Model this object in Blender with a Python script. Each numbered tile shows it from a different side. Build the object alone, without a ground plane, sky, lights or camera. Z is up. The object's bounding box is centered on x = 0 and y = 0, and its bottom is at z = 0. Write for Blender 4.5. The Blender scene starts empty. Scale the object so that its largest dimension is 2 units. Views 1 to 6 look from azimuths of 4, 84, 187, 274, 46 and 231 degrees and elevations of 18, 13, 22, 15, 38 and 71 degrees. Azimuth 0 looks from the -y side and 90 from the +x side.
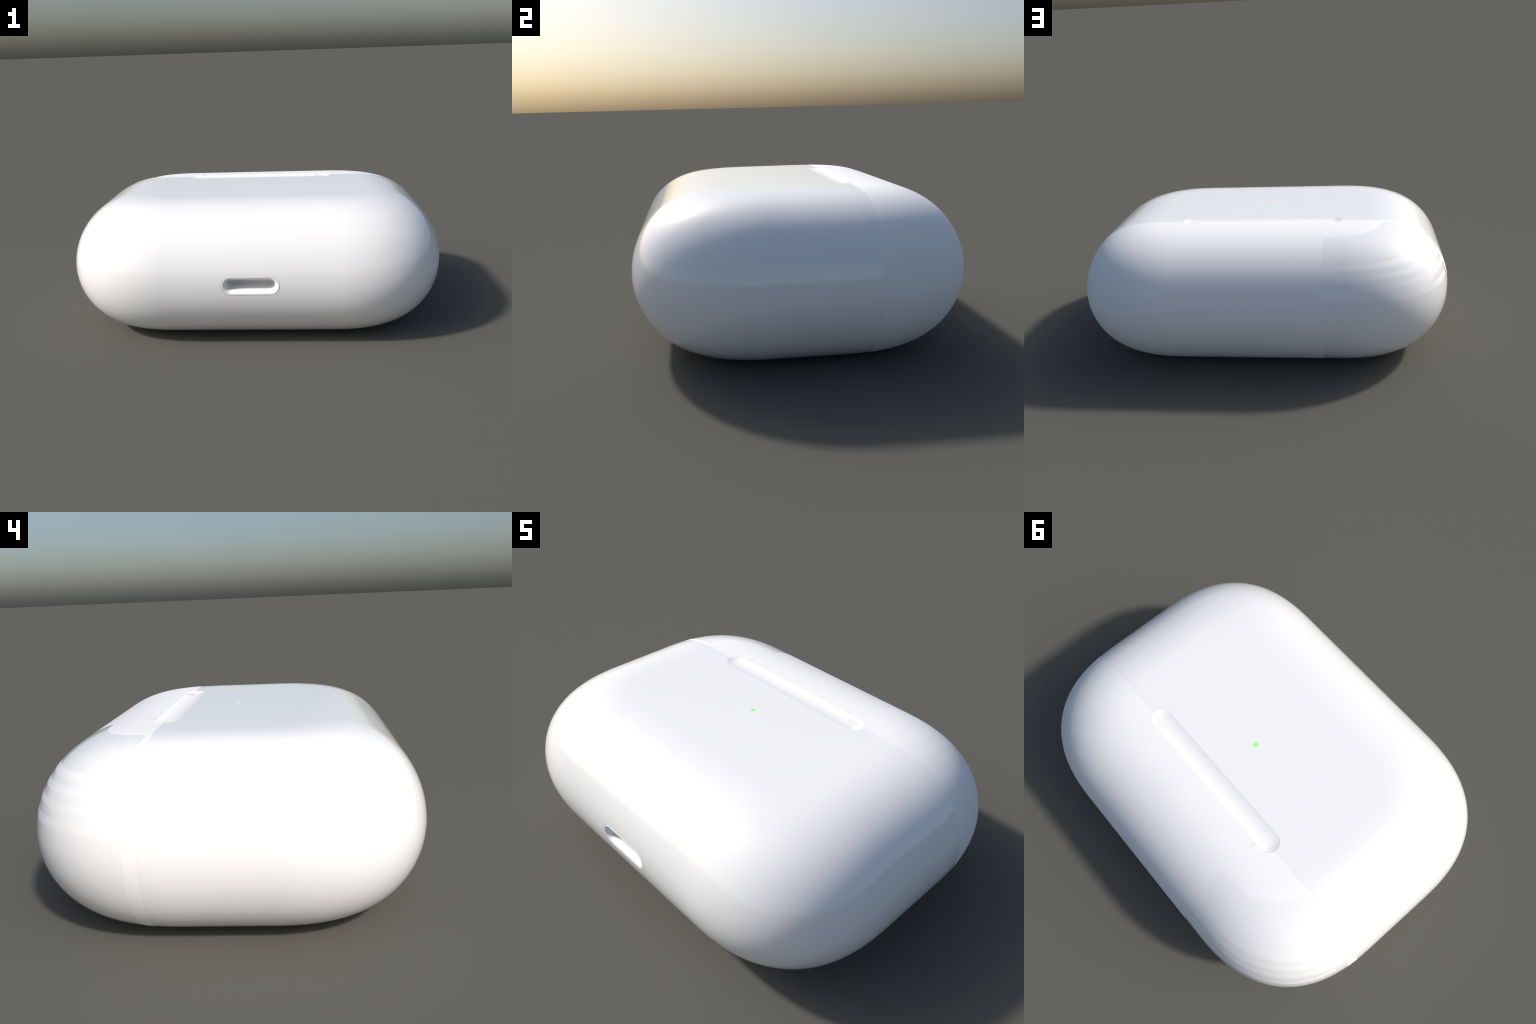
"""White wireless-earbud charging case lying on its back: a pebble shaped shell
split by a seam into body and lid, with a shallow pill-shaped hinge dish, a green
indicator light and a charging port in the front edge."""
import bpy, bmesh, math
import numpy as np
from mathutils import Vector

# ------------------------------------------------------------------ dimensions
A, B = 1.0, 0.7399                 # half length, half width of the plan outline
Z_MID, Z_TOP = 0.3600, 0.7183      # height of the widest ring, total height
INSET_TOP, INSET_BOTTOM = 0.4342, 0.4070   # how far the roundover eats inwards
EXP_TOP, EXP_BOTTOM, EXP_Z = 2.6145, 2.3174, 1.952
CORNER, CORNER_SHRINK, CORNER_EXP = 0.5757, 0.9186, 2.484
SEAM_Y, SEAM_GAP = 0.2583, 0.0003
HINGE_Y, HINGE_HALF, HINGE_R, HINGE_DEPTH = 0.2525, 0.3835, 0.0475, 0.0072
LED = (-0.0003, 0.0048, 0.0130)
PORT_Z, PORT_HALF, PORT_R = 0.3605, 0.0950, 0.0500

# ------------------------------------------------------------------ shell shape
def inset_at(z):
    """inset of the horizontal section at height z"""
    z = np.asarray(z, float)
    up = z >= Z_MID
    h = np.where(up, Z_TOP - Z_MID, Z_MID)
    w = np.where(up, INSET_TOP, INSET_BOTTOM)
    p = np.where(up, EXP_TOP, EXP_BOTTOM)
    s = np.clip(np.abs(z - Z_MID) / h, 0, 1)
    return w * (1 - np.clip(1 - s ** EXP_Z, 0, 1) ** (1 / p))

def shell_field(P):
    """signed implicit field of the shell, negative inside"""
    d = inset_at(P[:, 2])
    r = CORNER - CORNER_SHRINK * d
    ax = np.abs(P[:, 0]) - (A - d - r)
    ay = np.abs(P[:, 1]) - (B - d - r)
    rad = (np.maximum(ax, 0) ** CORNER_EXP + np.maximum(ay, 0) ** CORNER_EXP) ** (1 / CORNER_EXP)
    return rad - r + np.minimum(np.maximum(ax, ay), 0)

def shell_normals(P):
    P = np.asarray(P, float)
    e = 2e-5
    g = np.zeros_like(P)
    for k in range(3):
        a, b = P.copy(), P.copy()
        a[:, k] += e
        b[:, k] -= e
        if k == 2:
            a[:, 2] = np.minimum(a[:, 2], Z_TOP)
            b[:, 2] = np.maximum(b[:, 2], 0)
        g[:, k] = (shell_field(a) - shell_field(b)) / (a[:, k] - b[:, k] + 1e-12)
    flat = (P[:, 2] > Z_TOP - 3e-5) | (P[:, 2] < 3e-5)
    g[flat] = np.stack([0 * P[flat, 0], 0 * P[flat, 0], np.where(P[flat, 2] > Z_MID, 1.0, -1.0)], -1)
    return g / np.linalg.norm(g, axis=1)[:, None]

def outline(z, corner_seg=40, side_seg=24):
    d = float(inset_at(z))
    r = CORNER - CORNER_SHRINK * d
    cx, cy = A - d - r, B - d - r
    pts = []
    signs = [(1, 1), (-1, 1), (-1, -1), (1, -1)]
    for q, (sx, sy) in enumerate(signs):
        arc = []
        for i in range(corner_seg + 1):
            t = math.pi / 2 * i / corner_seg
            c, s = math.cos(t), math.sin(t)
            rho = r / (c ** CORNER_EXP + s ** CORNER_EXP) ** (1 / CORNER_EXP)
            arc.append((sx * (cx + rho * c), sy * (cy + rho * s)))
        if sx * sy < 0:
            arc.reverse()
        pts.append(arc)
    loop = []
    for q in range(4):
        loop += pts[q]
        x0, y0 = pts[q][-1]
        x1, y1 = pts[(q + 1) % 4][0]
        for i in range(1, side_seg):
            f = i / side_seg
            loop.append((x0 + (x1 - x0) * f, y0 + (y1 - y0) * f))
    return loop

def build_shell():
    bm = bmesh.new()
    rings = []
    n_ring = 150
    for i in range(n_ring + 1):
        ph = -math.pi / 2 + math.pi * i / n_ring
        h = (Z_TOP - Z_MID) if ph > 0 else Z_MID
        z = Z_MID + math.copysign(h * abs(math.sin(ph)) ** (2 / EXP_Z), ph)
        if i == 0: z = 0.0
        if i == n_ring: z = Z_TOP
        rings.append([bm.verts.new((x, y, z)) for x, y in outline(z)])
    n = len(rings[0])
    for a, b in zip(rings[:-1], rings[1:]):
        for j in range(n):
            bm.faces.new((a[j], a[(j + 1) % n], b[(j + 1) % n], b[j]))
    bm.faces.new(list(reversed(rings[0])))
    bm.faces.new(rings[-1])
    return bm

def to_object(name, bm, mat, parent=None):
    me = bpy.data.meshes.new(name)
    bm.normal_update()
    bm.to_mesh(me)
    bm.free()
    ob = bpy.data.objects.new(name, me)
    bpy.context.collection.objects.link(ob)
    ob.parent = parent
    if mat: me.materials.append(mat)
    return ob

def half_shell(name, keep_front, mat, parent):
    bm = build_shell()
    y = SEAM_Y - SEAM_GAP / 2 if keep_front else SEAM_Y + SEAM_GAP / 2
    geom = bm.verts[:] + bm.edges[:] + bm.faces[:]
    res = bmesh.ops.bisect_plane(bm, geom=geom, dist=1e-6, plane_co=(0, y, 0), plane_no=(0, 1, 0),
                                 clear_outer=keep_front, clear_inner=not keep_front)
    edges = [e for e in bm.edges if len(e.link_faces) == 1]
    bmesh.ops.contextual_create(bm, geom=edges)
    bmesh.ops.recalc_face_normals(bm, faces=bm.faces[:])
    return to_object(name, bm, mat, parent)

def pill(half, r, seg=32):
    """closed pill outline in its own plane, long side along u"""
    out = []
    for i in range(seg + 1):
        t = -math.pi / 2 + math.pi * i / seg
        out.append((half + r * math.cos(t), r * math.sin(t)))
    for i in range(1, 12):
        out.append((half - 2 * half * i / 12, r))
    for i in range(seg + 1):
        t = math.pi / 2 + math.pi * i / seg
        out.append((-half + r * math.cos(t), r * math.sin(t)))
    for i in range(1, 12):
        out.append((-half + 2 * half * i / 12, -r))
    return out

def prism(loop_a, loop_b):
    bm = bmesh.new()
    a = [bm.verts.new(p) for p in loop_a]
    b = [bm.verts.new(p) for p in loop_b]
    n = len(a)
    for i in range(n):
        bm.faces.new((a[i], a[(i + 1) % n], b[(i + 1) % n], b[i]))
    bm.faces.new(a)
    bm.faces.new(list(reversed(b)))
    bmesh.ops.recalc_face_normals(bm, faces=bm.faces[:])
    return to_object("cutter", bm, None)

def carve(ob, cutters):
    for c in cutters:
        m = ob.modifiers.new("carve", 'BOOLEAN')
        m.operation, m.solver, m.object = 'DIFFERENCE', 'EXACT', c
    dg = bpy.context.evaluated_depsgraph_get()
    me = bpy.data.meshes.new_from_object(ob.evaluated_get(dg))
    old = ob.data
    ob.modifiers.clear()
    ob.data = me
    me.name = ob.name
    bpy.data.meshes.remove(old)

def shade_shell(ob):
    """true surface normals on the outer skin, flat ones on cut walls"""
    me = ob.data
    co = np.zeros(len(me.vertices) * 3)
    me.vertices.foreach_get("co", co)
    co = co.reshape(-1, 3)
    on = np.abs(shell_field(co)) < 4e-4
    on |= (co[:, 2] > Z_TOP - 1e-5) | (co[:, 2] < 1e-5)
    nrm = shell_normals(co)
    out = []
    for p in me.polygons:
        p.use_smooth = True
        fn = np.array(p.normal)
        vi = list(p.vertices)
        skin = on[vi].all() and (nrm[vi] @ fn).min() > 0.9
        for v in vi:
            out.append(tuple(nrm[v]) if skin else tuple(fn))
    me.normals_split_custom_set(out)

# ------------------------------------------------------------------ materials
class Nodes:
    """small helper that writes node-based maths as expressions"""
    def __init__(self, name):
        self.mat = bpy.data.materials.new(name)
        self.mat.use_nodes = True
        self.t = self.mat.node_tree
        self.bsdf = self.t.nodes["Principled BSDF"]
    def math(self, op, a, b=None, clamp=False):
        n = self.t.nodes.new("ShaderNodeMath")
        n.operation, n.use_clamp = op, clamp
        for i, v in enumerate((a, b)):
            if v is None: continue
            if isinstance(v, (int, float)): n.inputs[i].default_value = v
            else: self.t.links.new(v, n.inputs[i])
        return n.outputs[0]
    def xyz(self):
        c = self.t.nodes.new("ShaderNodeTexCoord")
        s = self.t.nodes.new("ShaderNodeSeparateXYZ")
        self.t.links.new(c.outputs["Object"], s.inputs[0])
        return s.outputs
    def link(self, out, socket):
        self.t.links.new(out, self.bsdf.inputs[socket])

WHITE = (1.0, 1.0, 1.0, 1)
GLOSS_ROUGH, MATTE_ROUGH = 0.03, 0.66

def set_base(n, colour, rough):
    n.bsdf.inputs["Base Color"].default_value = colour
    n.bsdf.inputs["Roughness"].default_value = rough
    n.bsdf.inputs["IOR"].default_value = 1.8

def glossy_white():
    n = Nodes("glossy_white_plastic")
    set_base(n, WHITE, GLOSS_ROUGH)
    return n.mat

def matte_white():
    n = Nodes("matte_white_plastic")
    set_base(n, WHITE, MATTE_ROUGH)
    return n.mat

def lid_white():
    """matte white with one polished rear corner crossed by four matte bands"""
    n = Nodes("lid_white_plastic")
    set_base(n, WHITE, MATTE_ROUGH)
    x, y, z = n.xyz()
    M = n.math
    gt = lambda a, b: M('GREATER_THAN', a, b)
    lt = lambda a, b: M('LESS_THAN', a, b)
    both = lambda a, b: M('MULTIPLY', a, b)
    ax = M('MULTIPLY', x, -1.0)                       # distance towards the polished end
    corner = gt(ax, 0.3408)
    # a matte margin is left along the seam, widening a little down the side
    margin = M('ADD', M('MULTIPLY', ax, 0.088), 0.2225)
    corner = both(corner, gt(y, margin))
    # rounded upper border of the polished corner
    u = M('POWER', M('MAXIMUM', M('DIVIDE', M('SUBTRACT', ax, 0.341), 0.3078), 0.0), 2.55)
    v = M('POWER', M('MAXIMUM', M('DIVIDE', M('SUBTRACT', y, 0.20), 0.2815), 0.0), 2.55)
    corner = both(corner, gt(M('ADD', u, v), 1.0))
    # matte bands: level near the back, climbing slightly round the corner
    climb = M('MULTIPLY', M('DIVIDE', M('SUBTRACT', ax, 0.341), 0.45, True),
              M('DIVIDE', M('SUBTRACT', z, 0.46), 0.08, True))
    zz = M('SUBTRACT', z, M('MULTIPLY', climb, 0.0155))
    bands = None
    for lo, hi in ((0.5846, 0.6070), (0.5402, 0.5630), (0.4990, 0.5184), (0.4474, 0.4737)):
        band = both(gt(zz, lo), lt(zz, hi))
        bands = band if bands is None else M('ADD', bands, band)
    # the lowest band narrows and stops short of the seam margin
    thin = both(lt(y, 0.4265), lt(zz, 0.4545))
    ends = both(lt(y, 0.365), lt(zz, 0.48))
    bands = both(bands, M('SUBTRACT', 1.0, M('MAXIMUM', thin, ends)))
    mask = both(corner, M('SUBTRACT', 1.0, bands))
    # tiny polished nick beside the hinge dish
    slant = M('SUBTRACT', 0.3575, M('MULTIPLY', M('SUBTRACT', y, 0.300), 0.18))
    nick = both(both(gt(ax, 0.3395), lt(ax, slant)), both(lt(y, 0.333), gt(z, 0.70)))
    mask = M('MAXIMUM', mask, nick)
    rough = M('ADD', MATTE_ROUGH, M('MULTIPLY', mask, GLOSS_ROUGH - MATTE_ROUGH))
    n.link(rough, "Roughness")
    return n.mat

def hinge_white():
    n = Nodes("hinge_white_plastic")
    set_base(n, WHITE, MATTE_ROUGH)
    x, y, z = n.xyz()
    M = n.math
    wedge = M('MULTIPLY', M('GREATER_THAN', x, 0.339),
              M('MULTIPLY', M('GREATER_THAN', y, 0.2590),
                M('GREATER_THAN', M('SUBTRACT', 0.405, x), M('MULTIPLY', M('SUBTRACT', y, 0.259), 1.2))))
    n.link(M('ADD', MATTE_ROUGH, M('MULTIPLY', wedge, GLOSS_ROUGH - MATTE_ROUGH)), "Roughness")
    return n.mat

def green_light():
    n = Nodes("green_light_lens")
    set_base(n, (0.42, 0.95, 0.38, 1), 0.35)
    n.bsdf.inputs["Emission Color"].default_value = (0.12, 1.0, 0.12, 1)   # a lit LED
    n.bsdf.inputs["Emission Strength"].default_value = 0.35
    return n.mat

# ------------------------------------------------------------------ assembly
case = bpy.data.objects.new("earbud_case", None)
bpy.context.collection.objects.link(case)
case["label"] = "closed white rounded wireless earbud charging case lying flat"
case["category"] = "earbud case"

gloss, matte, lidmat = glossy_white(), matte_white(), lid_white()
body = half_shell("body", True, gloss, case)
lid = half_shell("lid", False, lidmat, case)

hinge_loop = [(u, HINGE_Y + v) for u, v in pill(HINGE_HALF, HINGE_R)]
hinge_cut = prism([(x, y, Z_TOP + 0.05) for x, y in hinge_loop],
                  [(x, y, Z_TOP - 0.012) for x, y in hinge_loop])
led_loop = [(LED[0] + LED[2] * math.cos(t), LED[1] + LED[2] * math.sin(t))
            for t in np.linspace(0, 2 * math.pi, 48, endpoint=False)]
led_cut = prism([(x, y, Z_TOP + 0.05) for x, y in led_loop],
                [(x, y, Z_TOP - 0.006) for x, y in led_loop])
port_loop = pill(PORT_HALF, PORT_R)
PORT_BACK = -B + 0.20
port_cut = prism([(x, -B - 0.05, PORT_Z + v) for x, v in port_loop],
                 [(x, PORT_BACK, PORT_Z + v) for x, v in port_loop])
carve(body, [hinge_cut, led_cut, port_cut])
carve(lid, [hinge_cut])
shade_shell(body)
shade_shell(lid)
for c in (hinge_cut, led_cut, port_cut):
    bpy.data.objects.remove(c)

# hinge: shallow concave pill dish filling the slot across the seam
bm = bmesh.new()
steps = 14
rings = []
for i in range(steps + 1):
    f = 1 - i / steps
    r = (HINGE_R - 0.0003) * f
    zz = Z_TOP - 0.0002 - HINGE_DEPTH * (1 - f * f)
    rings.append([bm.verts.new((x, HINGE_Y + v, zz)) for x, v in pill(HINGE_HALF, max(r, 1e-5))])
n = len(rings[0])
rim = [bm.verts.new((v.co.x, v.co.y, Z_TOP - 0.011)) for v in rings[0]]
for a, b in zip([rim] + rings[:-1], rings):
    for j in range(n):
        bm.faces.new((a[j], a[(j + 1) % n], b[(j + 1) % n], b[j]))
bmesh.ops.remove_doubles(bm, verts=bm.verts[:], dist=2e-5 * 2)
bmesh.ops.recalc_face_normals(bm, faces=bm.faces[:])
up = [f for f in bm.faces if f.calc_center_median().z > Z_TOP - 0.0105 and abs(f.normal.z) > 0.5]
if up and up[0].normal.z < 0:
    bmesh.ops.reverse_faces(bm, faces=bm.faces[:])
hinge = to_object("hinge", bm, hinge_white(), case)
hinge.data.polygons.foreach_set("use_smooth", [True] * len(hinge.data.polygons))
hinge.data.set_sharp_from_angle(angle=math.radians(40))

# indicator light: low green dome
bm = bmesh.new()
rings = []
for i in range(9):
    f = 1 - i / 8
    r = (LED[2] - 0.0003) * f
    zz = Z_TOP + 0.0020 * math.sqrt(max(0.0, 1 - f * f)) - 0.0004
    rings.append([bm.verts.new((LED[0] + max(r, 1e-5) * math.cos(t), LED[1] + max(r, 1e-5) * math.sin(t), zz))
                  for t in np.linspace(0, 2 * math.pi, 40, endpoint=False)])
base = [bm.verts.new((v.co.x, v.co.y, Z_TOP - 0.005)) for v in rings[0]]
for a, b in zip([base] + rings[:-1], rings):
    for j in range(40):
        bm.faces.new((a[j], a[(j + 1) % 40], b[(j + 1) % 40], b[j]))
bm.faces.new(rings[-1])
bmesh.ops.recalc_face_normals(bm, faces=bm.faces[:])
light = to_object("indicator_light", bm, green_light(), case)
light.data.polygons.foreach_set("use_smooth", [True] * len(light.data.polygons))

# charging port: separate ring seated in the front edge, rolled lip, deep pocket
def front_y(z):
    return -(B - float(inset_at(z)))

bm = bmesh.new()
gap = 0.0014
# (inset from the hole edge, depth behind the shell surface)
profile = [(gap, 0.020), (gap, 0.0010), (gap + 0.0006, 0.0003), (gap + 0.0024, 0.0002)]
lip = 0.0208
for i in range(1, 11):
    t = math.pi / 2 * i / 10
    profile.append((gap + 0.0024 + lip * math.sin(t), 0.0002 + 1.35 * lip * (1 - math.cos(t))))
profile += [(gap + 0.0242, 0.058), (gap + 0.0252, 0.110), (gap + 0.0275, 0.122), (gap + 0.0325, 0.128)]
rings = []
for ins, dep in profile:
    ring = []
    for u, v in pill(PORT_HALF, PORT_R - ins):
        z = PORT_Z + v
        ring.append(bm.verts.new((u, front_y(z) + dep, z)))
    rings.append(ring)
n = len(rings[0])
for a, b in zip(rings[:-1], rings[1:]):
    for j in range(n):
        bm.faces.new((a[j], a[(j + 1) % n], b[(j + 1) % n], b[j]))
bm.faces.new(rings[-1])
bmesh.ops.recalc_face_normals(bm, faces=bm.faces[:])
port = to_object("charging_port", bm, matte, case)
# make sure the pocket floor looks outwards
floor = max(port.data.polygons, key=lambda p: len(p.vertices))
if floor.normal.y > 0:
    port.data.flip_normals()
port.data.polygons.foreach_set("use_smooth", [True] * len(port.data.polygons))
port.data.set_sharp_from_angle(angle=math.radians(50))
